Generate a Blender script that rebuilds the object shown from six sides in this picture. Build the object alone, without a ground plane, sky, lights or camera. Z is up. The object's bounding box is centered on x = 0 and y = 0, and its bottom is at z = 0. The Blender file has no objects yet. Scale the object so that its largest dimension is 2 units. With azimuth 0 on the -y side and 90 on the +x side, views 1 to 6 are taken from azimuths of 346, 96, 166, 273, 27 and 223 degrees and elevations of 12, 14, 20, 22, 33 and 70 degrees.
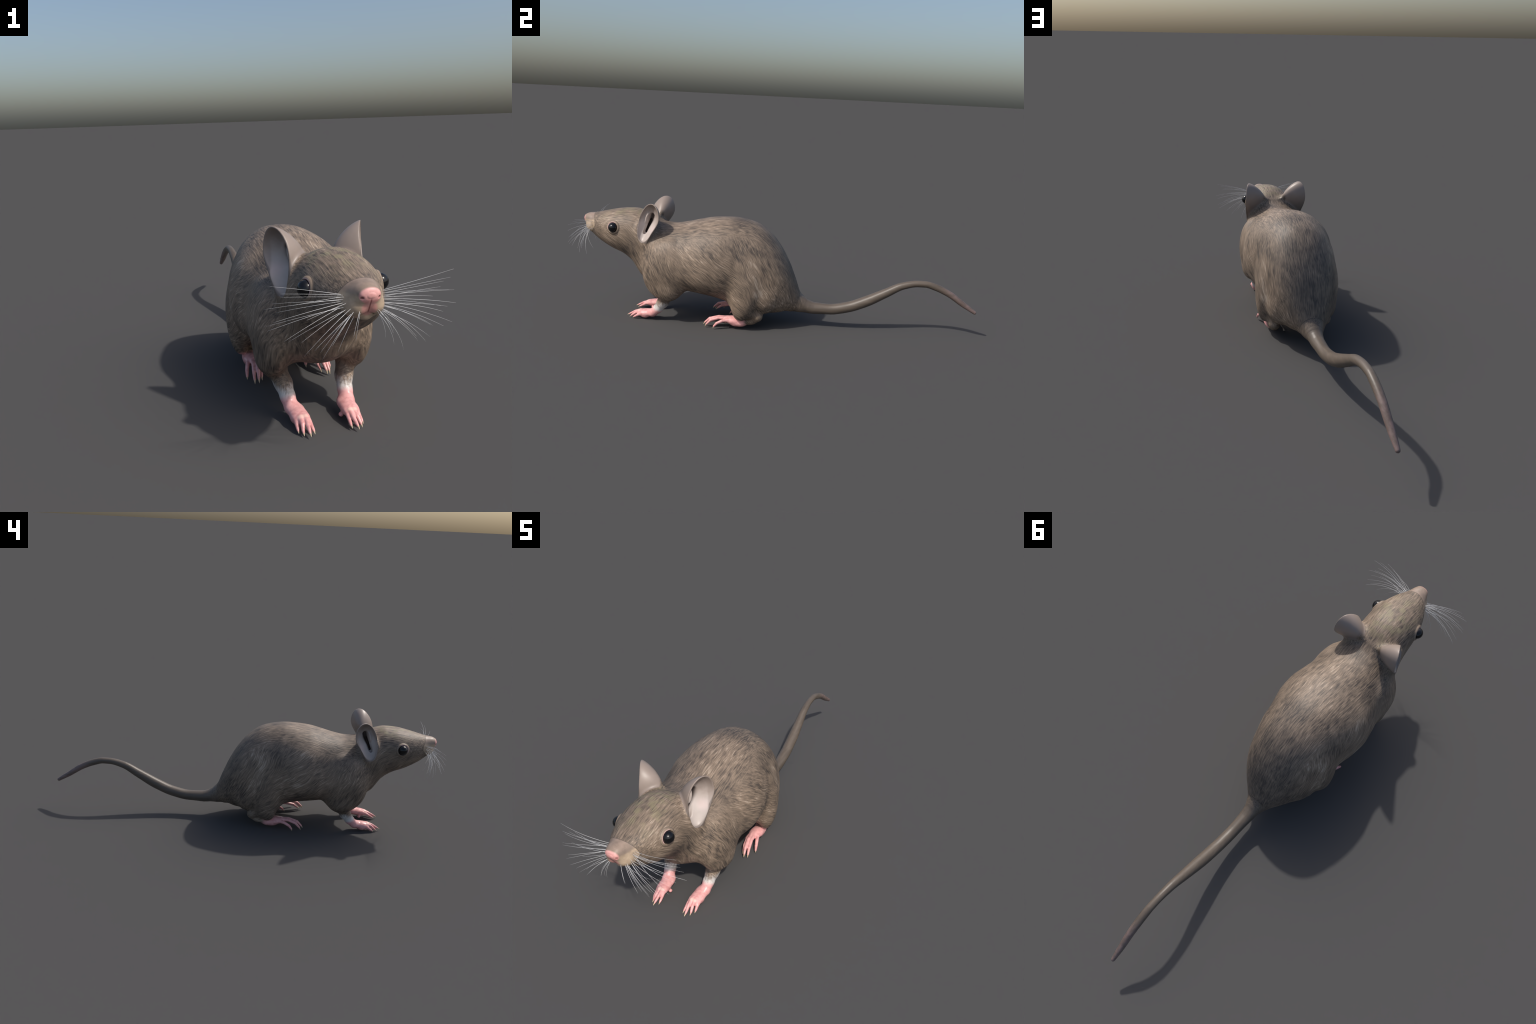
# ======= BODY FIELD =======
# The animal's skin is one signed-distance field: lofted trunk, limbs, ears, lids and nose blended together.
import numpy as np

def pchip(xs, ys, x):
    xs = np.asarray(xs, float); ys = np.asarray(ys, float)
    h = np.diff(xs); dl = np.diff(ys) / h
    m = np.zeros_like(ys)
    m[0], m[-1] = dl[0], dl[-1]
    for i in range(1, len(xs) - 1):
        if dl[i-1] * dl[i] > 0:
            w1, w2 = 2*h[i] + h[i-1], h[i] + 2*h[i-1]
            m[i] = (w1 + w2) / (w1/dl[i-1] + w2/dl[i])
    x = np.clip(x, xs[0], xs[-1])
    k = np.clip(np.searchsorted(xs, x, side='right') - 1, 0, len(xs) - 2)
    t = (x - xs[k]) / h[k]
    t2, t3 = t*t, t*t*t
    return ((2*t3 - 3*t2 + 1)*ys[k] + (t3 - 2*t2 + t)*h[k]*m[k]
            + (-2*t3 + 3*t2)*ys[k+1] + (t3 - t2)*h[k]*m[k+1])

def smin(a, b, k):
    h = np.clip(0.5 + 0.5*(b - a)/k, 0, 1)
    return b + (a - b)*h - k*h*(1 - h)

def smax(a, b, k):
    return -smin(-a, -b, k)

# stations along the body: y, top, bottom, level of greatest width, half width
TRUNK = [
    (-0.9575, 0.4800, 0.4720, 0.476, 0.0080),
    (-0.9550, 0.4880, 0.4640, 0.476, 0.0170),
    (-0.950, 0.4945, 0.4525, 0.473, 0.0250),
    (-0.934, 0.5020, 0.4270, 0.463, 0.0365),
    (-0.905, 0.5055, 0.3955, 0.448, 0.0515),
    (-0.860, 0.5158, 0.3643, 0.440, 0.0787),
    (-0.800, 0.5298, 0.3320, 0.439, 0.0990),
    (-0.750, 0.5382, 0.3115, 0.436, 0.1078),
    (-0.700, 0.5398, 0.2740, 0.421, 0.1102),
    (-0.650, 0.5289, 0.2030, 0.380, 0.1135),
    (-0.600, 0.5040, 0.1760, 0.338, 0.1290),
    (-0.550, 0.4802, 0.1650, 0.305, 0.1510),
    (-0.500, 0.4762, 0.1613, 0.297, 0.1685),
    (-0.440, 0.4858, 0.1575, 0.280, 0.1830),
    (-0.380, 0.5011, 0.1520, 0.276, 0.1960),
    (-0.320, 0.5146, 0.1425, 0.283, 0.2052),
    (-0.260, 0.5205, 0.1280, 0.294, 0.2005),
    (-0.200, 0.5238, 0.1060, 0.299, 0.1860),
    (-0.140, 0.5171, 0.0857, 0.284, 0.1735),
    (-0.080, 0.4991, 0.0706, 0.262, 0.1640),
    (-0.020, 0.4555, 0.0651, 0.248, 0.1500),
    ( 0.030, 0.3960, 0.0690, 0.225, 0.1315),
    ( 0.080, 0.3090, 0.0820, 0.190, 0.0975),
    ( 0.115, 0.2275, 0.0880, 0.150, 0.0650),
    ( 0.140, 0.1660, 0.0780, 0.119, 0.0425),
    ( 0.175, 0.1340, 0.0780, 0.104, 0.0270),
    ( 0.215, 0.1080, 0.0860, 0.096, 0.0120),
]
_T = np.array(TRUNK)

_YS = np.linspace(_T[0, 0], _T[-1, 0], 4001)
_TAB = np.stack([pchip(_T[:, 0], _T[:, i], _YS) for i in (1, 2, 3, 4)], 1)

def trunk_at(y):
    f = (np.clip(y, _T[0, 0], _T[-1, 0]) - _T[0, 0])/(_T[-1, 0] - _T[0, 0])*4000.0
    k = np.minimum(f.astype(int), 3999)
    r = _TAB[k]*(1 - (f - k))[..., None] + _TAB[k + 1]*(f - k)[..., None]
    return r[..., 0], r[..., 1], r[..., 2], r[..., 3]

def section(x, z, zt, zb, zm, w):
    up = z > zm
    v = np.where(up, (z - zm)/(zt - zm), (zm - z)/(zm - zb))
    p = np.where(up, 2.15, 2.25)
    return ((x/w)**p + np.abs(v)**p)**(1/p) - 1

def trunk(x, y, z):
    """lofted body: superelliptic sections, distance = value / gradient"""
    e = 2e-4
    x = np.abs(x)
    s0 = trunk_at(y)
    f = section(x, z, *s0)
    gx = (section(x + e, z, *s0) - f)/e
    gz = (section(x, z + e, *s0) - f)/e
    gy = (section(x, z, *trunk_at(y + e)) - f)/e
    gr = gx*gx + gz*gz
    d = f/np.maximum(np.sqrt(gr + np.minimum(gy*gy, 3.0*gr)), 3.0)
    oy = np.maximum(_T[0, 0] - y, y - _T[-1, 0])
    return np.where(oy > 0, np.sqrt(np.maximum(d, 0)**2 + np.maximum(oy, 0)**2), np.maximum(d, oy))

def rot_axes(pitch=0., yaw=0., roll=0.):
    """local axes: columns X, Y (long), Z"""
    p, a, r = np.radians([pitch, yaw, roll])
    Rx = np.array([[1, 0, 0], [0, np.cos(p), -np.sin(p)], [0, np.sin(p), np.cos(p)]])
    Rz = np.array([[np.cos(a), -np.sin(a), 0], [np.sin(a), np.cos(a), 0], [0, 0, 1]])
    Ry = np.array([[np.cos(r), 0, np.sin(r)], [0, 1, 0], [-np.sin(r), 0, np.cos(r)]])
    return Rz @ Rx @ Ry

def ellipsoid(P, c, rad, R=None):
    q = P - np.asarray(c)
    if R is not None:
        q = q @ R
    r = np.asarray(rad)
    k0 = np.linalg.norm(q/r, axis=-1); k1 = np.linalg.norm(q/(r*r), axis=-1)
    return k0*(k0 - 1)/np.maximum(k1, 1e-9)

def cone(P, a, b, ra, rb, flat=None):
    """round cone between two points; flat=(axis, factor) squashes distances along a direction"""
    a = np.asarray(a, float); b = np.asarray(b, float)
    pa = P - a; ba = b - a
    h = np.clip((pa @ ba)/(ba @ ba), 0, 1)
    v = pa - h[..., None]*ba
    if flat is not None:
        n = np.asarray(flat[0], float); n = n/np.linalg.norm(n)
        c = v @ n
        v = v + (flat[1] - 1)*c[..., None]*n
    return np.linalg.norm(v, axis=-1) - (ra + (rb - ra)*h)

def chain(P, pts, rad, k=0.004, flat=None):
    d = None
    for i in range(len(pts) - 1):
        c = cone(P, pts[i], pts[i+1], rad[i], rad[i+1], flat)
        d = c if d is None else np.minimum(d, c)
    return d

# tail centreline: y, z, radius
TAIL = [(0.105, 0.123, 0.050), (0.14, 0.115, 0.041), (0.17, 0.105, 0.034), (0.215, 0.096, 0.0295), (0.285, 0.0965, 0.0265),
        (0.375, 0.114, 0.0265), (0.46, 0.149, 0.0265), (0.555, 0.201, 0.0225), (0.64, 0.247, 0.0180),
        (0.71, 0.2620, 0.0160), (0.745, 0.2625, 0.0160), (0.79, 0.2520, 0.0165), (0.86, 0.2220, 0.0155),
        (0.93, 0.1760, 0.0135), (0.97, 0.1510, 0.0105), (0.990, 0.1380, 0.0085)]
_TA = np.array(TAIL)
def tail_curve(n=60):
    t = np.linspace(0, 1, n)
    y = _TA[0, 0] + t*(_TA[-1, 0] - _TA[0, 0])
    return y, pchip(_TA[:, 0], _TA[:, 1], y), pchip(_TA[:, 0], _TA[:, 2], y)

def tail(x, y, z):
    cy, cz, cr = tail_curve()
    d = np.full(x.shape, 9.0)
    for i in range(len(cy) - 1):
        ay, az, by, bz = cy[i], cz[i], cy[i+1], cz[i+1]
        ly, lz = by - ay, bz - az
        L = ly*ly + lz*lz
        h = np.clip(((y - ay)*ly + (z - az)*lz)/L, 0, 1)
        dd = np.sqrt(x*x + (y - ay - h*ly)**2 + (z - az - h*lz)**2) - (cr[i] + (cr[i+1] - cr[i])*h)
        d = np.minimum(d, dd)
    return d

# --- limbs (right side; the left is its mirror image) ---
THIGH = dict(c=(0.1014, -0.1481, 0.2651), rad=(0.0825, 0.0858, 0.1697), R=rot_axes(-5.3))
HAUNCH = dict(c=(0.1440, -0.1150, 0.1795), rad=(0.0450, 0.0615, 0.1333), R=rot_axes(-12.4))
HOCK = dict(c=(0.0942, -0.0456, 0.1423), rad=(0.0475, 0.0594, 0.0502), R=None)
UPPER_ARM = dict(c=(0.1296, -0.4909, 0.2693), rad=(0.0575, 0.1220, 0.1502), R=rot_axes(-27.3))
SHIN = [(0.1171, -0.1362, 0.1423), (0.1226, -0.0947, 0.0896), (0.1215, -0.0601, 0.0702)]
SHIN_RAD = [0.0413, 0.0316, 0.0238]

def hind_leg(P):
    d = smin(ellipsoid(P, **THIGH), ellipsoid(P, **HAUNCH), 0.035)
    d = smin(d, ellipsoid(P, **HOCK), 0.03)
    d = smin(d, ellipsoid(P, (0.0850, -0.0400, 0.1850), (0.0690, 0.0950, 0.1050)), 0.035)
    return smin(d, chain(P, SHIN, SHIN_RAD), 0.025)

FOOT_ROOT = [(0.117, -0.052, 0.065), (0.113, -0.085, 0.048), (0.112, -0.130, 0.037), (0.115, -0.170, 0.037), (0.116, -0.200, 0.042)]
FOOT_RAD = [0.020, 0.0225, 0.024, 0.023, 0.017]
# toes: knuckle, middle joint, tip joint, tip
TOES = [
    [(0.100, -0.195, 0.043), (0.098, -0.228, 0.043), (0.103, -0.270, 0.034), (0.107, -0.291, 0.018)],
    [(0.108, -0.205, 0.047), (0.110, -0.245, 0.050), (0.118, -0.290, 0.040), (0.122, -0.312, 0.020)],
    [(0.120, -0.205, 0.047), (0.124, -0.245, 0.048), (0.132, -0.283, 0.036), (0.135, -0.303, 0.015)],
    [(0.131, -0.198, 0.042), (0.141, -0.225, 0.040), (0.149, -0.250, 0.028), (0.152, -0.263, 0.013)],
    [(0.092, -0.170, 0.032), (0.084, -0.193, 0.024), (0.079, -0.210, 0.016), (0.077, -0.217, 0.010)],
]
TOE_RAD = [0.0087, 0.0075, 0.0068, 0.0045]
TOE_CLAW = [(0.108, -0.303, 0.009), (0.123, -0.322, 0.008), (0.136, -0.312, 0.002), (0.153, -0.268, 0.002), (0.076, -0.226, 0.002)]

def hind_foot(P):
    d = None
    for i in range(len(FOOT_ROOT) - 1):
        c = cone(P, FOOT_ROOT[i], FOOT_ROOT[i+1], FOOT_RAD[i], FOOT_RAD[i+1], None if i == 0 else ((0, 0.15, 1), 1.12))
        d = c if d is None else smin(d, c, 0.012)
    # broad metatarsus fanning to the toe roots
    d = smin(d, ellipsoid(P, (0.114, -0.182, 0.040), (0.029, 0.036, 0.016), rot_axes(-8)), 0.012)
    d = smin(d, ellipsoid(P, (0.118, -0.150, 0.027), (0.020, 0.032, 0.015)), 0.014)
    for t in TOES:
        c = chain(P, t, TOE_RAD)
        d = smin(d, c, 0.006)
    return d

FOREARM = [(0.1229, -0.4973, 0.1599), (0.0985, -0.5330, 0.0935), (0.0924, -0.5570, 0.0597), (0.0920, -0.5830, 0.0366)]
FOREARM_RAD = [0.0350, 0.0265, 0.0215, 0.0200]
FINGERS = [
    [(0.062, -0.645, 0.031), (0.060, -0.665, 0.025), (0.0575, -0.690, 0.012), (0.057, -0.697, 0.009)],
    [(0.069, -0.652, 0.034), (0.070, -0.678, 0.027), (0.072, -0.702, 0.015), (0.0725, -0.710, 0.011)],
    [(0.082, -0.652, 0.033), (0.084, -0.674, 0.025), (0.0875, -0.691, 0.012), (0.088, -0.696, 0.008)],
    [(0.093, -0.640, 0.027), (0.096, -0.658, 0.019), (0.098, -0.674, 0.010), (0.0985, -0.679, 0.007)],
]
FINGER_RAD = [0.0086, 0.0070, 0.0049, 0.0035]
FINGER_CLAW = [(0.057, -0.707, 0.005), (0.073, -0.722, 0.007), (0.0885, -0.7055, 0.003), (0.099, -0.687, 0.003)]

def fore_leg(P):
    elbow = ellipsoid(P, (0.128, -0.503, 0.167), (0.041, 0.055, 0.045), rot_axes(-20))
    return smin(ellipsoid(P, **UPPER_ARM), elbow, 0.03)

def forearm(P):
    d = None
    for i in range(len(FOREARM) - 1):
        c = cone(P, FOREARM[i], FOREARM[i+1], FOREARM_RAD[i], FOREARM_RAD[i+1])
        d = c if d is None else smin(d, c, 0.012)
    return d

def hand(P):
    d = ellipsoid(P, (0.0800, -0.608, 0.0295), (0.0265, 0.047, 0.0190), rot_axes(6, 9))
    d = smin(d, ellipsoid(P, (0.0765, -0.636, 0.0270), (0.0250, 0.030, 0.0160), rot_axes(8, 8)), 0.012)
    d = smin(d, ellipsoid(P, (0.085, -0.625, 0.016), (0.018, 0.020, 0.0125)), 0.008)
    d = smin(d, ellipsoid(P, (0.053, -0.625, 0.011), (0.007, 0.008, 0.007)), 0.006)
    fd = None
    for f in FINGERS:
        back = (f[0][0]*0.6 + 0.083*0.4, f[0][1] + 0.028, f[0][2] - 0.004)
        c = chain(P, [back] + f, [0.0085] + FINGER_RAD)
        fd = c if fd is None else smin(fd, c, 0.003)
    return smin(d, fd, 0.007)

# ear: a scoop behind a tilted oval rim; local axes: back, up, outward
EAR_C = np.array((0.1275, -0.606, 0.493))
_up = np.array((0.029, 0.058, 0.196)); _up /= np.linalg.norm(_up)
_n = np.array((0.90, -0.435, 0.0)); _n -= _up*(_n @ _up); _n /= np.linalg.norm(_n)
EAR_AX = np.stack([-np.cross(_n, _up), _up, _n], 1)

def ear(P):
    q = (P - EAR_C) @ EAR_AX
    a, u, n = q[..., 0], q[..., 1], q[..., 2]
    n = n + 0.006*np.sin(np.clip(u, -0.1, 0.1)/0.1*2.2)         # the rim curls a little
    g = np.clip((u + 0.045)/0.095, 0, 1); g = g*g*(3 - 2*g)
    half = 0.0490 + 0.0110*g                                    # narrower toward the lobe
    a = a - 0.0015 - 0.0045*g
    def scoop(off, depth, p, lean):
        e = np.sqrt(((a - lean*n)/(half - off))**2 + (u/(0.102 - off))**2)
        f = (e**p + (np.abs(n)/depth)**p)**(1/p)
        return (f - 1)*np.minimum(half - off, depth)*0.8
    outer = scoop(-0.0005, 0.086, 1.38, 0.30)
    inner = scoop(0.0050, 0.043, 1.50, 0.30)
    canal = cone(q, (-0.010, 0.034, -0.040), (-0.017, -0.064, -0.030), 0.0095, 0.0085)
    canal = smin(canal, cone(q, (-0.016, 0.004, -0.053), (-0.022, -0.058, -0.046), 0.0095, 0.0088), 0.004)
    fold = ellipsoid(q, (-0.0265, 0.012, -0.030), (0.0055, 0.024, 0.0115))       # ridge in front of the canal
    cav = smax(smin(inner, canal, 0.009), -fold, 0.011)
    shell = smax(outer, n, 0.004)
    return shell, cav

# eye
EYE = np.array((0.1032, -0.7800, 0.4570)); EYE_R = 0.0232
EYE_AX = np.array((0.95, -0.22, 0.16)); EYE_AX /= np.linalg.norm(EYE_AX)

def eyelid(d, P):
    q = P - EYE
    ax = q @ EYE_AX
    rr = np.linalg.norm(q - ax[..., None]*EYE_AX, axis=-1)
    lid = np.sqrt((rr - 0.0258)**2 + (ax + 0.002)**2) - 0.0050
    d = smin(d, lid, 0.010)
    return smax(d, -(np.linalg.norm(q, axis=-1) - EYE_R - 0.0004), 0.003)

def nose(d, P):
    """pink pad, nostrils, split lip, whisker pads and chin"""
    d = smin(d, ellipsoid(P, (0.0265, -0.9130, 0.441), (0.024, 0.032, 0.024), rot_axes(0, -22)), 0.010)
    pad = ellipsoid(P, (0.0, -0.9460, 0.4750), (0.0245, 0.0125, 0.0168))
    d = smin(d, pad, 0.008)
    d = smax(d, -ellipsoid(P, (0.0225, -0.9555, 0.4700), (0.0045, 0.0060, 0.0030)), 0.003)
    d = smax(d, -cone(P, (0.0, -0.962, 0.470), (0.0, -0.947, 0.432), 0.0012, 0.0030), 0.004)
    d = smin(d, ellipsoid(P, (0.0, -0.907, 0.412), (0.016, 0.020, 0.010)), 0.012)
    d = smax(d, -cone(P, (0.0, -0.941, 0.4265), (0.024, -0.925, 0.4215), 0.0022, 0.0018), 0.004)
    return d

def box_mask(P, lo, hi):
    return np.all((P > np.asarray(lo)) & (P < np.asarray(hi)), axis=-1)

def body(P):
    """signed distance of the whole animal"""
    P = np.asarray(P, float)
    x, y, z = P[..., 0], P[..., 1], P[..., 2]
    Q = np.stack([np.abs(x), y, z], -1)
    d = np.full(x.shape, 1.0)
    m = y < 0.32
    d[m] = trunk(x[m], y[m], z[m]) - 0.0030*np.clip((y[m] + 0.76)/0.14, 0, 1)
    m = y > 0.02
    d[m] = smin(d[m], tail(x[m], y[m], z[m]), np.interp(y[m], (0.10, 0.19), (0.022, 0.0015)))
    m = box_mask(Q, (-1, -0.40, -0.05), (0.32, 0.16, 0.48))
    if m.any():
        d[m] = smin(d[m], hind_leg(Q[m]), 0.012)
    m = box_mask(Q, (0.0, -0.42, -0.05), (0.25, 0.05, 0.20))
    if m.any():
        d[m] = smin(d[m], hind_foot(Q[m]), 0.010)
    m = box_mask(Q, (-1, -0.85, -0.05), (0.32, -0.36, 0.45))
    if m.any():
        k = np.interp(y[m], (-0.56, -0.45), (0.055, 0.014))       # soft in front, creased behind
        d[m] = smin(d[m], fore_leg(Q[m]), k)
    m = box_mask(Q, (0.0, -0.80, -0.05), (0.25, -0.40, 0.22))
    if m.any():
        arm = smin(forearm(Q[m]), hand(Q[m]), 0.016)
        d[m] = smin(d[m], arm, 0.018)
    m = box_mask(Q, (0.0, -0.76, 0.32), (0.25, -0.44, 0.66))
    if m.any():
        s, cav = ear(Q[m])
        d[m] = smax(smin(d[m], s, 0.024), -cav, 0.003)
    m = box_mask(Q, (0.0, -0.86, 0.38), (0.25, -0.70, 0.54))
    if m.any():
        d[m] = eyelid(d[m], Q[m])
    m = box_mask(Q, (-1, -1.0, 0.36), (0.15, -0.84, 0.54))
    if m.any():
        d[m] = nose(d[m], Q[m])
    return d
# ======= END BODY FIELD =======

import bpy, random, math
from mathutils import Vector, Matrix

rng = random.Random(7)
H = 0.0020                      # grid step of the skin mesh

# ---------------------------------------------------------------- skin mesh
def skin_mesh():
    """sparse surface nets of body(), evaluated for x >= 0 and mirrored"""
    nx, y0, y1, z0, z1 = 120, -0.98, 1.02, -0.02, 0.64
    ny, nz = int(round((y1 - y0)/H)), int(round((z1 - z0)/H))
    B = 8
    def centres(ix, iy, iz, size):
        return np.stack([(ix + size/2)*H, y0 + (iy + size/2)*H, z0 + (iz + size/2)*H], -1)
    bx, by, bz = np.meshgrid(np.arange(0, nx, B), np.arange(0, ny, B), np.arange(0, nz, B), indexing='ij')
    bl = np.stack([bx.ravel(), by.ravel(), bz.ravel()], 1)
    d0 = body(centres(bl[:, 0], bl[:, 1], bl[:, 2], B))
    arr = np.full((nx + B + 2, ny + B + 2, nz + B + 2), 1.0, np.float32)
    neg = bl[d0 < 0]
    for q in neg:
        arr[q[0]:q[0]+B, q[1]:q[1]+B, q[2]:q[2]+B] = -1.0
    near = bl[np.abs(d0) < 0.030]
    off = np.array([(i, j, k) for i in (0, 4) for j in (0, 4) for k in (0, 4)])
    sub = (near[:, None, :] + off[None]).reshape(-1, 3)
    d1 = body(centres(sub[:, 0], sub[:, 1], sub[:, 2], 4))
    for q in sub[d1 < 0]:
        arr[q[0]:q[0]+4, q[1]:q[1]+4, q[2]:q[2]+4] = -1.0
    for q in sub[d1 >= 0]:
        arr[q[0]:q[0]+4, q[1]:q[1]+4, q[2]:q[2]+4] = 1.0
    fine = sub[np.abs(d1) < 0.0125]
    o4 = np.stack(np.meshgrid(*[np.arange(5)]*3, indexing='ij'), -1).reshape(-1, 3)
    pts = (fine[:, None, :] + o4[None]).reshape(-1, 3)
    key = (pts[:, 0]*4096 + pts[:, 1])*4096 + pts[:, 2]
    key = np.unique(key)
    ix, iy, iz = key//(4096*4096), (key//4096) % 4096, key % 4096
    P = np.stack([ix*H, y0 + iy*H, z0 + iz*H], -1)
    val = np.empty(len(P), np.float32)
    for i in range(0, len(P), 400000):
        val[i:i+400000] = body(P[i:i+400000])
    arr[ix, iy, iz] = val
    full = np.concatenate([arr[:0:-1], arr], 0)
    cx = arr.shape[0] - 1
    s = full < 0
    # only cells around a sign change
    c = s[:-1, :-1, :-1].astype(np.int8)
    for dx in (0, 1):
        for dy in (0, 1):
            for dz in (0, 1):
                if dx or dy or dz:
                    c = c + s[dx:dx+c.shape[0], dy:dy+c.shape[1], dz:dz+c.shape[2]]
    act = (c > 0) & (c < 8)
    cell = np.argwhere(act)
    idx = np.full(act.shape, -1, np.int32)
    idx[act] = np.arange(len(cell))
    acc = np.zeros((len(cell), 3)); cnt = np.zeros(len(cell))
    cor = [(i, j, k) for i in (0, 1) for j in (0, 1) for k in (0, 1)]
    V = {q: full[cell[:, 0]+q[0], cell[:, 1]+q[1], cell[:, 2]+q[2]].astype(float) for q in cor}
    for a in cor:
        for ax in range(3):
            if a[ax] == 0:
                b = list(a); b[ax] = 1; b = tuple(b)
                m = (V[a] < 0) != (V[b] < 0)
                t = V[a][m]/(V[a][m] - V[b][m])
                p = np.tile(np.array(a, float), (m.sum(), 1)); p[:, ax] += t
                acc[m] += p; cnt[m] += 1
    vert = cell + acc/cnt[:, None]
    co = np.stack([(vert[:, 0] - cx)*H, y0 + vert[:, 1]*H, z0 + vert[:, 2]*H], -1)
    quads = []
    for ax in range(3):
        sl0 = [slice(1, -1)]*3; sl1 = [slice(1, -1)]*3
        sl0[ax] = slice(0, -1); sl1[ax] = slice(1, None)
        a, b = s[tuple(sl0)], s[tuple(sl1)]
        e = np.argwhere(a != b)
        org = e + np.array([1 if i != ax else 0 for i in range(3)])
        inside = a[tuple(e.T)]
        u, v = (ax + 1) % 3, (ax + 2) % 3
        ring = []
        for du, dv in ((-1, -1), (0, -1), (0, 0), (-1, 0)):
            q = org.copy(); q[:, u] += du; q[:, v] += dv
            ring.append(idx[tuple(q.T)])
        f = np.stack(ring, 1)
        f[~inside] = f[~inside][:, ::-1]
        quads.append(f)
    F = np.concatenate(quads)
    F = F[(F >= 0).all(1)]
    # pull the vertices onto the surface
    for it in range(2):
        e = 4e-4
        for i in range(0, len(co), 300000):
            Q = co[i:i+300000]
            d = body(Q)
            g = np.stack([body(Q + np.eye(3)[k]*e) - d for k in range(3)], -1)/e
            n2 = np.maximum((g*g).sum(1), 0.25)
            step = np.clip(d/n2, -0.6*H, 0.6*H)
            co[i:i+300000] = Q - g*step[:, None]*0.8
    # one light relaxation evens the quads out
    E = np.concatenate([F[:, [0, 1]], F[:, [1, 2]], F[:, [2, 3]], F[:, [3, 0]]])
    sm = np.zeros_like(co); k = np.zeros(len(co))
    np.add.at(sm, E[:, 0], co[E[:, 1]]); np.add.at(k, E[:, 0], 1)
    co = co*0.6 + 0.4*sm/np.maximum(k, 1)[:, None]
    return co, F

def region_of(C):
    """which part each face centre belongs to"""
    x, y, z = np.abs(C[:, 0]), C[:, 1], C[:, 2]
    Q = np.stack([x, y, z], 1)
    lab = np.full(len(C), 'torso', dtype=object)
    neck = (y + 0.735)*0.92 - (z - 0.30)*0.39           # < 0 in front of the neck line
    lab[neck < 0] = 'head'
    lab[y < MUZZLE_Y(Q)] = 'muzzle'
    tr = trunk(x, y, z)
    hl = np.minimum(hind_leg(Q), hind_foot(Q))
    m = (y > -0.40) & (y < 0.1) & (hl < tr - 0.004) & (z < 0.36)
    lab[m] = 'hindlimb'
    fl = np.minimum(np.minimum(fore_leg(Q), forearm(Q)), hand(Q))
    m = (y > -0.80) & (y < -0.36) & (fl < tr - 0.004) & (z < 0.36) & (neck > -0.02)
    lab[m] = 'forelimb'
    lab[TAIL_SEAM(y, z) > 0] = 'tail'
    m = box_mask(Q, (0.0, -0.76, 0.32), (0.25, -0.44, 0.66))
    s, cav = ear(Q[m])
    t = lab[m]; t[((s < 0.004) & (tr[m] > 0.003)) | (np.abs(cav) < 0.0015)] = 'ear'
    lab[m] = t
    cup = np.zeros(len(C), bool)
    cup[m] = np.abs(cav) < 0.0012
    return lab, cup

def MUZZLE_Y(Q):
    return -0.902 + 4.3*Q[:, 0]**2 - 0.45*np.maximum(0, 0.45 - Q[:, 2])
def TAIL_SEAM(y, z):
    return (y - 0.128) - (z - 0.13)*0.24

# ---------------------------------------------------------------- materials
def plain(name, col, rough=0.5, spec=0.4):
    m = bpy.data.materials.new(name); m.use_nodes = True
    b = m.node_tree.nodes['Principled BSDF']
    b.inputs['Base Color'].default_value = (*col, 1)
    b.inputs['Roughness'].default_value = rough
    b.inputs['Specular IOR Level'].default_value = spec
    return m

class S:
    """a node socket with arithmetic"""
    def __init__(self, nt, sock): self.nt, self.s = nt, sock
    def _m(self, op, *a):
        n = self.nt.nodes.new('ShaderNodeMath'); n.operation = op
        for i, v in enumerate((self,) + a):
            if isinstance(v, S): self.nt.links.new(v.s, n.inputs[i])
            else: n.inputs[i].default_value = v
        return S(self.nt, n.outputs[0])
    def __add__(self, o): return self._m('ADD', o)
    __radd__ = __add__
    def __sub__(self, o): return self._m('SUBTRACT', o)
    def __rsub__(self, o): return (self*-1.0) + o
    def __mul__(self, o): return self._m('MULTIPLY', o)
    __rmul__ = __mul__
    def abs(self): return self._m('ABSOLUTE')
    def max(self, o): return self._m('MAXIMUM', o)
    def min(self, o): return self._m('MINIMUM', o)
    def pow(self, o): return self._m('POWER', o)
    def step(self, a, b):
        """smooth 0..1 between a and b (a > b falls)"""
        n = self.nt.nodes.new('ShaderNodeMapRange'); n.interpolation_type = 'SMOOTHSTEP'
        lo, hi, t0, t1 = (a, b, 0.0, 1.0) if a < b else (b, a, 1.0, 0.0)
        self.nt.links.new(self.s, n.inputs[0])
        for i, v in zip((1, 2, 3, 4), (lo, hi, t0, t1)): n.inputs[i].default_value = v
        return S(self.nt, n.outputs[0])

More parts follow.
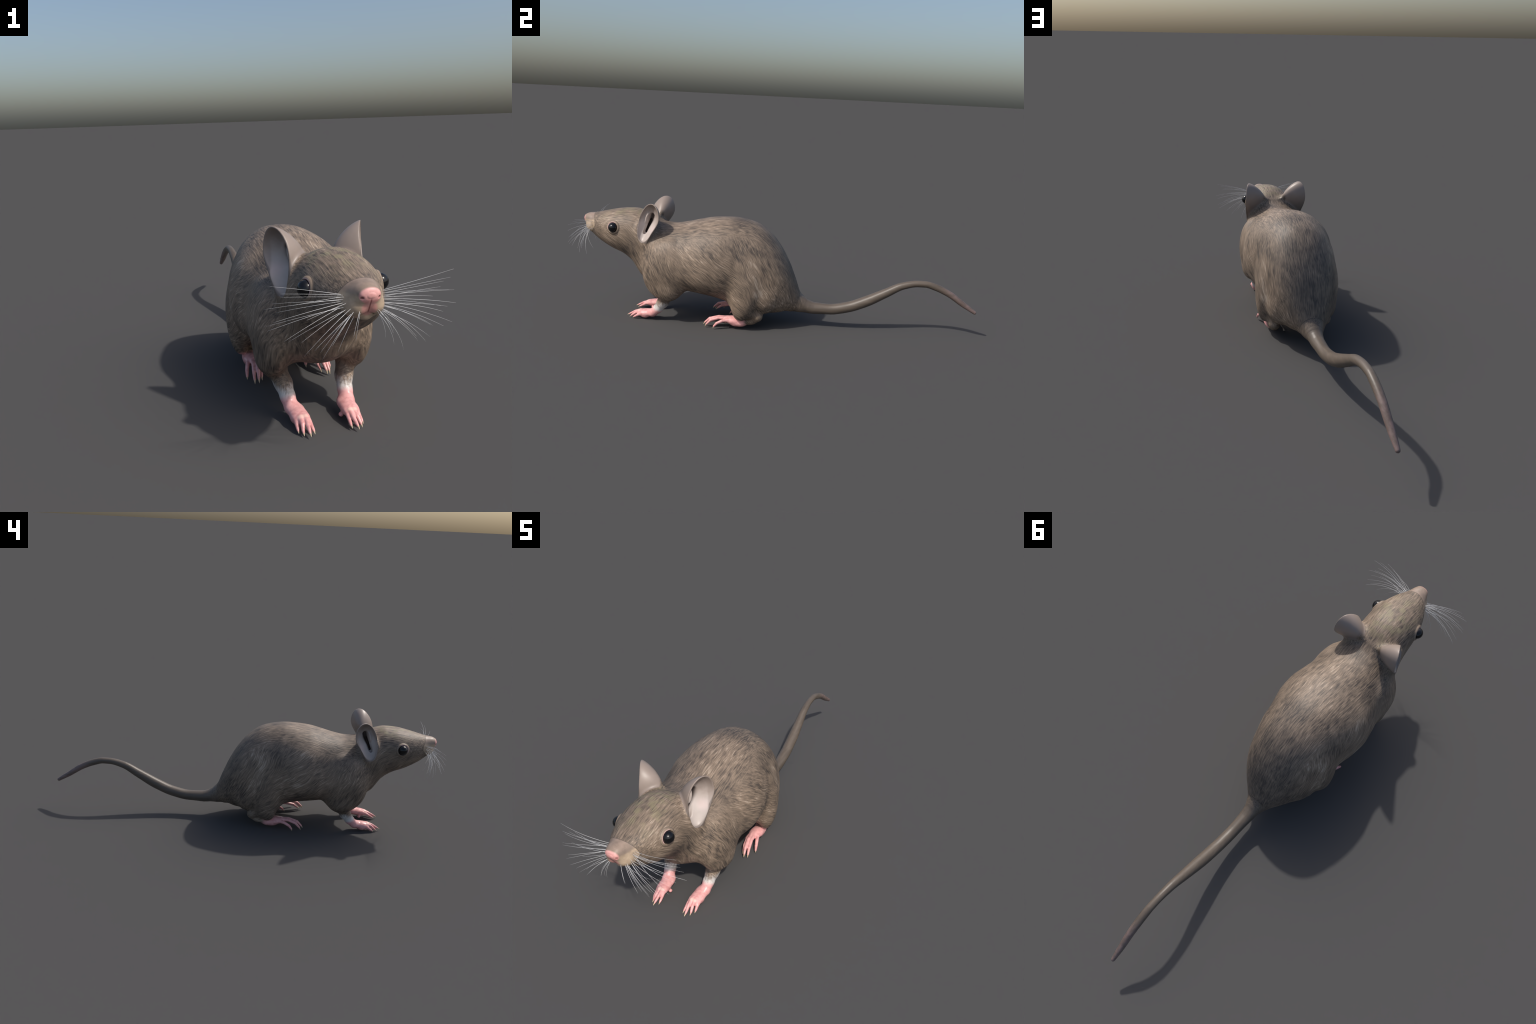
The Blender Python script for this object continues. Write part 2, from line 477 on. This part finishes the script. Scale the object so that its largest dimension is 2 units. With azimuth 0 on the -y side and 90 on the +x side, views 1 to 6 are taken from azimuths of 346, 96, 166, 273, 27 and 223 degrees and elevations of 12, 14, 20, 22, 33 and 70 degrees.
class Kit:
    def __init__(self, name):
        self.m = bpy.data.materials.new(name); self.m.use_nodes = True
        self.nt = self.m.node_tree
        self.bsdf = self.nt.nodes['Principled BSDF']
        tc = self.nt.nodes.new('ShaderNodeTexCoord'); self.P = S(self.nt, tc.outputs['Object'])
        sp = self.nt.nodes.new('ShaderNodeSeparateXYZ'); self.link(self.P, sp.inputs[0])
        self.x, self.y, self.z = (S(self.nt, o) for o in sp.outputs)
        self.ax = self.x.abs()
    def link(self, a, inp): self.nt.links.new(a.s, inp)
    def vec(self, *c):
        n = self.nt.nodes.new('ShaderNodeCombineXYZ')
        for i, v in enumerate(c):
            if isinstance(v, S): self.link(v, n.inputs[i])
            else: n.inputs[i].default_value = v
        return S(self.nt, n.outputs[0])
    def noise(self, v, scale=1.0, detail=2.0, rough=0.55, dist=0.0):
        n = self.nt.nodes.new('ShaderNodeTexNoise')
        self.link(v, n.inputs['Vector'])
        for k, q in (('Scale', scale), ('Detail', detail), ('Roughness', rough), ('Distortion', dist)): n.inputs[k].default_value = q
        return S(self.nt, n.outputs['Fac'])
    def mixf(self, a, b, t):
        return a + (b - a)*t if isinstance(a, S) or isinstance(b, S) else t*(b - a) + a
    def mix(self, a, b, t, mode='MIX'):
        n = self.nt.nodes.new('ShaderNodeMix'); n.data_type = 'RGBA'; n.blend_type = mode
        for v, i in ((a, 6), (b, 7), (t, 0)):
            if isinstance(v, S): self.link(v, n.inputs[i])
            elif i == 0: n.inputs[i].default_value = v
            else: n.inputs[i].default_value = (*v, 1)
        return S(self.nt, n.outputs[2])
    def ramp(self, f, stops):
        n = self.nt.nodes.new('ShaderNodeValToRGB'); self.link(f, n.inputs[0])
        e = n.color_ramp.elements
        while len(e) < len(stops): e.new(0.5)
        for q, (p, c) in zip(e, stops): q.position = p; q.color = (*c, 1)
        return S(self.nt, n.outputs[0])
    def profile(self, y, pts):
        """a height profile z(y) as a curve node"""
        y0, y1 = pts[0][0], pts[-1][0]
        n = self.nt.nodes.new('ShaderNodeFloatCurve')
        cv = n.mapping.curves[0]
        P = [((a - y0)/(y1 - y0), b) for a, b in pts]
        cv.points[0].location = P[0]; cv.points[-1].location = P[-1]
        for p in P[1:-1]: cv.points.new(*p)
        n.mapping.update()
        self.link((y - y0)*(1/(y1 - y0)), n.inputs['Value'])
        return S(self.nt, n.outputs[0])
    def dist(self, c, r=(1, 1, 1)):
        """distance from a point mirrored in x, in units of r"""
        a = (self.ax - c[0])*(1/r[0]); b = (self.y - c[1])*(1/r[1]); d = (self.z - c[2])*(1/r[2])
        return (a*a + b*b + d*d).pow(0.5)
    def finish(self, col, rough, bump=None, strength=0.3, distance=0.002, spec=0.4):
        self.link(col, self.bsdf.inputs['Base Color']) if isinstance(col, S) else None
        if isinstance(rough, S): self.link(rough, self.bsdf.inputs['Roughness'])
        else: self.bsdf.inputs['Roughness'].default_value = rough
        self.bsdf.inputs['Specular IOR Level'].default_value = spec
        if bump is not None:
            b = self.nt.nodes.new('ShaderNodeBump'); b.inputs['Strength'].default_value = strength; b.inputs['Distance'].default_value = distance
            self.link(bump, b.inputs['Height']); self.nt.links.new(b.outputs[0], self.bsdf.inputs['Normal'])
        return self.m

FUR_LIGHT = (0.268, 0.200, 0.145)
FUR_MID = (0.160, 0.121, 0.090)
FUR_DARK = (0.052, 0.042, 0.036)

def fur(k):
    """agouti coat: strands running back and down, blotches, olive crown; returns colour, height"""
    x, y, z, ax = k.x, k.y, k.z, k.ax
    wob = k.noise(k.P, 11.0, 1.0)                       # strands meander
    wob2 = k.noise(k.P, 5.0, 2.0)
    edge = (wob2 - 0.5)*0.16
    def strands(deg, seed, kx):
        c, s = math.cos(math.radians(deg)), math.sin(math.radians(deg))
        along = y*c - z*s
        across = y*s + z*c + (wob - 0.5)*0.030
        return k.noise(k.vec(along*17.0 + seed, across*235.0, x*kx + (wob - 0.5)*1.5), 1.0, 2.5, 0.60)
    ridge = k.profile(y, [(r[0], r[1]) for r in TRUNK[3:24:2]])
    depth = ridge - z                                   # below the line of the back
    dorsal = k.noise(k.vec(y*24.0 - z*8.0 + 3.0, depth*225.0 + (wob - 0.5)*2.2, x*235.0 + (wob - 0.5)*3.0), 1.0, 2.5, 0.60)
    ye = y + edge
    m_steep = (ye.step(-0.74, -0.66)*ye.step(-0.40, -0.50)*z.step(0.45, 0.36)).max((ye + z*0.42).step(-0.08, 0.01))
    m_flat = ((depth + edge*0.35).step(0.095, 0.040)).max(ye.step(-0.68, -0.76)*(z*1.0).step(0.40, 0.46))
    n = k.mixf(strands(36, 0.0, 75.0), strands(63, 7.0, 90.0), m_steep)
    n = k.mixf(n, dorsal, m_flat)
    # longer tufts, same flow, gathered into locks
    along, across = y*0.8 - z*0.6, y*0.6 + z*0.8
    lock = k.noise(k.vec(along*7.0, across*40.0 + (wob2 - 0.5)*2.0, x*24.0), 1.0, 2.0, 0.5)
    blotch = k.noise(k.vec(y*6.5, z*8.0, x*7.0), 1.0, 3.0, 0.55)
    # darker saddle and rump along the back, pale front edge of the haunch
    back = (y + edge).step(-0.24, -0.06)*z.step(0.10, 0.22)*(ax + edge*0.3).step(0.135, 0.070)
    band = ((y + edge*0.6).step(-0.24, -0.14)*(y + z*0.6 + edge).step(0.22, 0.10)*(z + edge*0.4).step(0.33, 0.40))
    q = (y + 0.130)*0.943 + (z - 0.38)*0.333              # across the haunch edge, 0 on it
    streak = (q + (lock - 0.5)*0.03).step(-0.006, 0.010)*(q + (lock - 0.5)*0.04).step(0.055, 0.020)*z.step(0.13, 0.20)*z.step(0.42, 0.35)*ax.step(0.08, 0.13)
    painted_shade = (q + (lock - 0.5)*0.05).step(-0.075, -0.030)*(q + (lock - 0.5)*0.03).step(0.004, -0.010)*z.step(0.12, 0.20)*z.step(0.44, 0.36)*ax.step(0.08, 0.13)  # coat tone darkened for the crease shadow ahead of the haunch
    pale = k.dist((0.19, -0.33, 0.36), (0.10, 0.17, 0.13)).step(1.1, 0.3)
    tone = (n - 0.5)*1.95 + (lock - 0.5)*0.45 + (blotch - 0.5)*1.25 + 0.51
    tone = tone - back*0.15 - band*0.13 + streak*0.20 + pale*0.08 - painted_shade*0.06
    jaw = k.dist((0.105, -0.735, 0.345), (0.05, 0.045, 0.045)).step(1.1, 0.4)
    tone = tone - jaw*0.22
    col = k.ramp(tone, [(0.02, FUR_DARK), (0.42, FUR_MID), (0.80, FUR_LIGHT), (1.0, (0.40, 0.32, 0.25))])
    grey = k.mix(col, (0.082, 0.076, 0.070), back*0.20)
    # olive tinge in the crown
    crown = (ye.step(-0.90, -0.80)*ye.step(-0.58, -0.64))*(ax + edge*0.3).step(0.085, 0.055)*z.step(0.465, 0.50)
    ol = k.noise(k.P, 26.0, 2.0)
    grey = k.mix(grey, (0.235, 0.205, 0.120), crown*ol.step(0.42, 0.66)*(n.step(0.32, 0.6)*0.55 + 0.20))
    # reddish belly and throat
    under = (z + edge*0.5).step(0.235, 0.165)*ax.step(0.115, 0.06)*ye.step(-0.73, -0.60)*ye.step(-0.02, -0.12)
    throat = (z + edge*0.3 - (y + 0.80)*-0.35).step(0.345, 0.315)*ax.step(0.07, 0.03)*y.step(-0.70, -0.76)
    grey = k.mix(grey, (0.185, 0.130, 0.110), under.max(throat)*0.6)
    return grey, n*0.7 + lock*0.5

def skin_limbs(k, col, h):
    """white wrists, pink paws"""
    y, z, ax = k.y, k.z, k.ax
    w = k.noise(k.P, 45.0, 2.0); e = (w - 0.5)*0.022
    fine = k.noise(k.vec(k.x*190.0, y*150.0, z*28.0), 1.0, 2.0)
    arm = y.step(-0.46, -0.49)*y.step(-0.80, -0.76)*ax.step(0.165, 0.15)
    lvl = z + (y + 0.57)*0.45
    front = (z - 0.0935)*0.71 - 0.533 - y                # fur runs down the front of the arm as a tongue
    white = (lvl + e*1.3 + (fine - 0.5)*0.075 + front.max(-0.012)*0.75).step(0.138, 0.080)*arm
    pink = (lvl + e*0.5 + (ax - 0.09)*0.15).step(0.078, 0.052)*arm
    rosy = k.noise(k.P, 70.0, 2.0)
    pinkc = k.ramp(rosy + (z - 0.03)*2.5, [(0.30, (0.63, 0.275, 0.265)), (0.62, (0.78, 0.400, 0.380))])
    knuck = k.dist((0.077, -0.657, 0.041), (0.022, 0.007, 0.010)).step(1.3, 0.5)
    pinkc = k.mix(pinkc, (0.88, 0.60, 0.50), knuck*0.6)
    col = k.mix(col, (0.70, 0.66, 0.63), white*0.92)
    col = k.mix(col, pinkc, pink)
    hind = (y + e*1.2 + (z - 0.05)*0.5).step(-0.110, -0.136)*(y.step(-0.42, -0.40))*(z + e*0.3 + (y + 0.195).max(0.0)*0.22).step(0.074, 0.062)
    col = k.mix(col, pinkc, hind)
    skin = pink.max(hind)
    return col, h*(1.0 - skin.max(white)), skin.max(white)

def seam(k, f, w=0.0008):
    return f.abs().step(w*1.8, w*0.6)

def mat_fur():
    k = Kit('fur_coat')
    col, h = fur(k)
    # soft pale ring and pink rim round the eye
    d = k.dist(tuple(EYE)); u = (k.ax - EYE[0])*float(EYE_AX[0]) + (k.y - EYE[1])*float(EYE_AX[1]) + (k.z - EYE[2])*float(EYE_AX[2])
    ring = d.step(0.0400, 0.0330)
    col = k.mix(col, (0.270, 0.205, 0.150), ring*0.65)
    col = k.mix(col, (0.050, 0.040, 0.034), seam(k, d - 0.0345, 0.0008)*0.55)
    # pink lining shows on the front and upper lid
    side = (k.z - EYE[2])*0.8 - (k.y - EYE[1])*0.75
    col = k.mix(col, (0.62, 0.40, 0.38), d.step(0.0285, 0.0270)*side.step(0.004, 0.016))
    col = k.mix(col, (0.05, 0.038, 0.034), d.step(0.0275, 0.0262)*side.step(-0.002, -0.010)*0.7)
    col, h, skin = skin_limbs(k, col, h)
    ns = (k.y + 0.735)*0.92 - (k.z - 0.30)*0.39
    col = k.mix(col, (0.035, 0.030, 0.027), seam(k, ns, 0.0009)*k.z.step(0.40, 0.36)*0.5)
    h = h*(1.0 - ring)
    return k.finish(col, skin*-0.22 + 0.56, h, 0.55, 0.0030, 0.42)

def mat_muzzle():
    k = Kit('muzzle_skin')
    y, z, ax = k.y, k.z, k.ax
    fcol, h = fur(k)
    n = k.noise(k.P, 55.0, 3.0)
    e = (k.noise(k.P, 40.0, 2.0) - 0.5)*0.012
    col = k.ramp(n + (z - 0.49)*6.0, [(0.25, (0.215, 0.160, 0.124)), (0.6, (0.290, 0.216, 0.168)), (0.9, (0.350, 0.255, 0.205))])
    # tan whisker pads
    line = z + (y + 0.93)*-0.05 + (y + 0.88).max(-0.03)*0.0
    pad = (line + e*1.6).step(0.4870, 0.4680)*(z + e).step(0.400, 0.412)
    padc = k.ramp(k.noise(k.vec(y*60.0, z*90.0, k.x*60.0), 1.0, 3.0), [(0.3, (0.355, 0.268, 0.188)), (0.7, (0.460, 0.352, 0.252))])
    col = k.mix(col, padc, pad)
    # shadow line painted between the pad and the nose bridge
    col = k.mix(col, (0.150, 0.118, 0.100), (line + e*0.3 - 0.480).abs().step(0.010, 0.001)*y.step(-0.880, -0.915)*0.45)
    lower = (z + (y + 0.92)*0.2 + e*0.5).step(0.412, 0.400)
    col = k.mix(col, fcol, lower*0.7)
    # pink nose and lip
    nose = k.dist((0.0, -0.953, 0.474), (0.0285, 0.018, 0.0195)).step(1.14, 0.88)*y.step(-0.938, -0.946)
    lip = k.dist((0.0, -0.942, 0.440), (0.020, 0.025, 0.022)).step(1.25, 0.75)
    pk = k.ramp(k.noise(k.P, 90.0, 2.0) + (z - 0.47)*9.0, [(0.2, (0.60, 0.270, 0.245)), (0.75, (0.78, 0.400, 0.370))])
    col = k.mix(col, pk, lip*0.85)
    col = k.mix(col, pk, nose)
    col = k.mix(col, (0.20, 0.055, 0.050), ax.step(0.0028, 0.0008)*z.step(0.473, 0.462)*z.step(0.424, 0.434)*y.step(-0.930, -0.938)*0.8)
    col = k.mix(col, (0.16, 0.045, 0.045), k.dist((0.0225, -0.9550, 0.4700), (0.0048, 0.007, 0.0034)).step(1.2, 0.8)*0.8)
    border = y + 0.902 - k.x*k.x*4.3 + ((z*-1.0 + 0.45).max(0.0))*0.45
    col = k.mix(col, (0.045, 0.036, 0.030), seam(k, border + 0.0008, 0.0009)*0.75)
    return k.finish(col, 0.46, k.noise(k.P, 130.0, 2.0), 0.10, 0.001, 0.4)

def mat_ear(cup):
    k = Kit('ear_cup_skin' if cup else 'ear_skin')
    fcol, h = fur(k)
    c = [float(v) for v in EAR_C]
    A = EAR_AX
    def loc(i):
        return (k.ax - c[0])*float(A[0, i]) + (k.y - c[1])*float(A[1, i]) + (k.z - c[2])*float(A[2, i])
    a, u, n = loc(0), loc(1), loc(2)
    e = (k.noise(k.P, 30.0, 3.0) - 0.5)
    col = k.ramp(k.noise(k.P, 22.0, 3.0)*0.5 + u*2.0 + 0.25, [(0.2, (0.205, 0.163, 0.138)), (0.6, (0.280, 0.224, 0.190)), (0.9, (0.250, 0.199, 0.170))])
    # the inside: pale bands, cup shading browned in toward the tip, canal blackened
    r = ((a*(1/0.046))*(a*(1/0.046)) + (u*(1/0.097))*(u*(1/0.097))).pow(0.5)
    inc = k.ramp(u*4.0 + e*0.25 + 0.5, [(0.10, (0.40, 0.345, 0.310)), (0.42, (0.54, 0.480, 0.450)), (0.62, (0.42, 0.355, 0.320)), (0.82, (0.230, 0.180, 0.152))])
    flush = k.dist((0.128, -0.585, 0.470), (0.04, 0.03, 0.035)).step(1.0, 0.2)
    inc = k.mix(inc, (0.66, 0.50, 0.475), flush*0.45)
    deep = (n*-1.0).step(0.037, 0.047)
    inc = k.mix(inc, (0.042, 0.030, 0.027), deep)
    if cup:
        # the pale lining darkens to skin colour at the lip
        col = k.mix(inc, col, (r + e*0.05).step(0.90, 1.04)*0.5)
    rim = (r.step(0.97, 1.02))*n.step(-0.0060, -0.0020)
    col = k.mix(col, (0.120, 0.098, 0.085), rim*0.7)
    # fur creeps up the root
    root = ((n + u*0.10 + e*0.016).step(-0.070, -0.084))
    if not cup:
        col = k.mix(col, fcol, root)
    return k.finish(col, 0.42, None, spec=0.45)

def mat_tail():
    k = Kit('tail_skin')
    y, z, ax = k.y, k.z, k.ax
    fcol, h = fur(k)
    n = k.noise(k.vec(k.x*110.0, y*5.0, z*90.0), 1.0, 3.0)
    m = k.noise(k.P, 9.0, 3.0)
    col = k.ramp(n*0.6 + m*0.4, [(0.28, (0.080, 0.064, 0.050)), (0.55, (0.116, 0.092, 0.072)), (0.78, (0.158, 0.126, 0.099))])
    col = k.mix(col, (0.205, 0.142, 0.132), (y + (m - 0.5)*0.10).step(0.80, 0.90)*(n.step(0.35, 0.6)*0.5 + 0.35))
    s = (y - 0.128) - (z - 0.13)*0.24
    fade = (s + (n - 0.5)*0.05).step(0.060, 0.010)
    col = k.mix(col, fcol, fade*0.75)
    col = k.mix(col, (0.035, 0.030, 0.026), seam(k, s - 0.0008, 0.0008)*0.6)
    scale = k.noise(k.vec(k.x*60.0, y*230.0, z*60.0), 1.0, 1.0)
    return k.finish(col, 0.44, n*0.6 + scale*0.25, 0.16, 0.0015, 0.42)

def mat_claw():
    k = Kit('claw_horn')
    col = k.ramp(k.y, [(0.0, (0.62, 0.34, 0.30)), (0.25, (0.58, 0.42, 0.28)), (0.75, (0.52, 0.42, 0.28)), (1.0, (0.42, 0.35, 0.27))])
    return k.finish(col, 0.35, None, spec=0.45)

MAT = dict(fur=mat_fur(), muzzle=mat_muzzle(), tail=mat_tail(), ear=mat_ear(False), cup=mat_ear(True), claw=mat_claw(),
           eye=plain('eye_black', (0.006, 0.006, 0.007), 0.15, 0.42), whisker=plain('whisker_white', (0.70, 0.70, 0.70), 0.40, 0.5))


# ---------------------------------------------------------------- assemble
def new_obj(name, mesh, parent):
    o = bpy.data.objects.new(name, mesh)
    bpy.context.scene.collection.objects.link(o)
    o.parent = parent
    return o

root = bpy.data.objects.new('mouse', None)
bpy.context.scene.collection.objects.link(root)
root['label'] = 'grey-brown mouse with big ears, white whiskers and long tail'
root['category'] = 'mouse'

co, F = skin_mesh()
whole = bpy.data.meshes.new('whole')
whole.from_pydata(co.tolist(), [], F.tolist())
whole.update()
vn = np.empty(len(co)*3)
whole.vertices.foreach_get('normal', vn)
vn = vn.reshape(-1, 3)
lab, cup = region_of(co[F].mean(1))
side = np.where(co[F].mean(1)[:, 0] > 0, 1, -1)
bpy.data.meshes.remove(whole)

def cut(name, mask, parent, mat):
    f = F[mask]
    used, inv = np.unique(f, return_inverse=True)
    me = bpy.data.meshes.new(name)
    me.from_pydata(co[used].tolist(), [], inv.reshape(f.shape).tolist())
    me.update()
    me.polygons.foreach_set('use_smooth', np.ones(len(me.polygons), bool))
    me.normals_split_custom_set_from_vertices(vn[used].tolist())
    me.materials.append(mat)
    return new_obj(name, me, parent)

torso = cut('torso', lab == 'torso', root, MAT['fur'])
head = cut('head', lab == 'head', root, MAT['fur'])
muzzle = cut('muzzle', lab == 'muzzle', head, MAT['muzzle'])
tail_o = cut('tail', lab == 'tail', root, MAT['tail'])
hands, feet = {}, {}
for sgn in (1, -1):
    sel = (lab == 'ear') & (side == sgn)
    e = cut('ear', sel, head, MAT['ear'])
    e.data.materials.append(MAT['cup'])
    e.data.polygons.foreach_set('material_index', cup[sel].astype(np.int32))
    hands[sgn] = cut('forelimb', (lab == 'forelimb') & (side == sgn), root, MAT['fur'])
    feet[sgn] = cut('hindlimb', (lab == 'hindlimb') & (side == sgn), root, MAT['fur'])

# claws: short curved cones, one mesh each for hand and foot
def claw_mesh(name, droop):
    rings, seg = 8, 10
    v, f = [], []
    for i in range(rings):
        t = i/(rings - 1)
        r = (1 - t)**0.75*1.0 if i < rings - 1 else 0.02
        for k in range(seg):
            a = 2*math.pi*k/seg
            v.append((r*math.cos(a)*0.30, t, r*math.sin(a)*0.34 - droop*t*t))
    for i in range(rings - 1):
        for k in range(seg):
            f.append((i*seg + k, i*seg + (k+1) % seg, (i+1)*seg + (k+1) % seg, (i+1)*seg + k))
    f.append(tuple(range(seg))[::-1]); f.append(tuple((rings-1)*seg + k for k in range(seg)))
    me = bpy.data.meshes.new(name); me.from_pydata(v, [], f); me.update()
    me.polygons.foreach_set('use_smooth', np.ones(len(me.polygons), bool))
    me.materials.append(MAT['claw'])
    return me
claw_me = claw_mesh('claw', 0.10)

def add_claw(parent, base, tip, rad):
    base, tip = Vector(base), Vector(tip)
    d = tip - base
    L = d.length
    yv = d.normalized(); xv = yv.cross(Vector((0, 0, 1))).normalized(); zv = xv.cross(yv)
    base = base - yv*0.003
    L += 0.003
    M = Matrix((xv, yv, zv)).transposed().to_4x4()
    o = new_obj('claw', claw_me, parent)
    o.matrix_world = Matrix.Translation(base) @ M @ Matrix.Diagonal((rad/0.30, L, rad/0.30, 1))
for sgn in (1, -1):
    mir = lambda p: (p[0]*sgn, p[1], p[2])
    for t, c in zip(TOES, TOE_CLAW):
        add_claw(feet[sgn], mir(t[3]), mir(c), 0.0044)
    for t, c in zip(FINGERS, FINGER_CLAW):
        add_claw(hands[sgn], mir(t[3]), mir(c), 0.0036)

# eyes
def uv_sphere(name, r, mat, seg=48, ring=32):
    v = [(0, 0, r)]; f = []
    for i in range(1, ring):
        th = math.pi*i/ring
        for k in range(seg):
            a = 2*math.pi*k/seg
            v.append((r*math.sin(th)*math.cos(a), r*math.sin(th)*math.sin(a), r*math.cos(th)))
    v.append((0, 0, -r)); n = len(v) - 1
    for k in range(seg):
        f.append((0, 1 + k, 1 + (k+1) % seg))
        f.append((n, n - seg + (k+1) % seg, n - seg + k))
    for i in range(ring - 2):
        for k in range(seg):
            a = 1 + i*seg
            f.append((a + k, a + seg + k, a + seg + (k+1) % seg, a + (k+1) % seg))
    me = bpy.data.meshes.new(name); me.from_pydata(v, [], f); me.update()
    me.polygons.foreach_set('use_smooth', np.ones(len(me.polygons), bool))
    me.materials.append(mat)
    return me
eye_me = uv_sphere('eye', EYE_R, MAT['eye'])
for sgn in (1, -1):
    o = new_obj('eye', eye_me, head)
    o.location = (EYE[0]*sgn, EYE[1], EYE[2])

# whiskers: bowed tapering hairs from the pads, mirrored left and right
WHISKER_TIPS = [(0.255, -0.914, 0.510), (0.234, -0.932, 0.495), (0.227, -0.912, 0.481), (0.239, -0.881, 0.458),
                (0.210, -0.962, 0.474), (0.254, -0.931, 0.428), (0.253, -0.874, 0.389), (0.268, -0.900, 0.452),
                (0.258, -0.887, 0.406), (0.231, -0.950, 0.387), (0.193, -0.970, 0.387), (0.158, -0.966, 0.362),
                (0.145, -0.985, 0.400), (0.135, -0.946, 0.347), (0.099, -0.880, 0.344), (0.114, -0.973, 0.370),
                (0.115, -0.908, 0.312), (0.053, -0.965, 0.382), (0.040, -0.950, 0.365),
                (0.225, -0.865, 0.430), (0.180, -0.975, 0.440), (0.205, -0.900, 0.365), (0.170, -0.925, 0.335),
                (0.078, -0.925, 0.335)]

def surface_point(x, z):
    """frontmost skin point of the muzzle at this x, z, drawn inward until it meets the skin"""
    y = np.linspace(-0.99, -0.86, 261)
    for k in range(30):
        d = body(np.stack([np.full_like(y, x), y, np.full_like(y, z)], 1))
        if (d < 0).any():
            return (x, float(y[int(np.argmax(d < 0))]), z)
        x, z = x*0.97, z + (0.445 - z)*0.06
    return (x, -0.90, z)

def whisker_mesh(root, tip, r0):
    root, tip = Vector(root), Vector(tip)
    L = (tip - root).length
    aim = (tip - root).normalized()
    out = (aim + Vector((0.18, -0.34, 0.14))).normalized()
    ctrl = root + out*L*0.52
    n, seg = 14, 5
    v, f = [], []
    for i in range(n):
        t = i/(n - 1)
        p = root*(1 - t)**2 + ctrl*2*t*(1 - t) + tip*t*t
        d = ((ctrl - root)*(1 - t) + (tip - ctrl)*t).normalized()
        a = d.cross(Vector((0.13, 0.3, 1))).normalized(); b = d.cross(a)
        r = r0*(1 - 0.80*t)
        for k in range(seg):
            w = 2*math.pi*k/seg
            v.append(p + a*r*math.cos(w) + b*r*math.sin(w))
    for i in range(n - 1):
        for k in range(seg):
            f.append((i*seg + k, i*seg + (k+1) % seg, (i+1)*seg + (k+1) % seg, (i+1)*seg + k))
    f.append(tuple(range(seg))[::-1]); f.append(tuple((n-1)*seg + k for k in range(seg)))
    me = bpy.data.meshes.new('whisker'); me.from_pydata([tuple(q) for q in v], [], f); me.update()
    me.polygons.foreach_set('use_smooth', np.ones(len(me.polygons), bool))
    me.materials.append(MAT['whisker'])
    return me

for tip in WHISKER_TIPS:
    # high tips grow from high on the pad, low tips from its lower edge
    lift = min(max((tip[2] - 0.33)/0.18, 0), 1)
    wide = min(max((tip[0] - 0.04)/0.2, 0), 1)
    rx = 0.026 + 0.028*wide + rng.uniform(-0.004, 0.004)
    rz = 0.424 + 0.046*lift + rng.uniform(-0.004, 0.004)
    root_p = surface_point(rx, rz)
    root_p = (root_p[0] - 0.002, root_p[1] + 0.002, root_p[2])
    tip = (root_p[0] + (tip[0] - root_p[0])*0.90, tip[1] - 0.004, tip[2])
    me = whisker_mesh(root_p, tip, rng.uniform(0.00042, 0.00062))
    for sgn in (1, -1):
        o = new_obj('whisker', me, head)
        o.scale = (sgn, 1, 1)
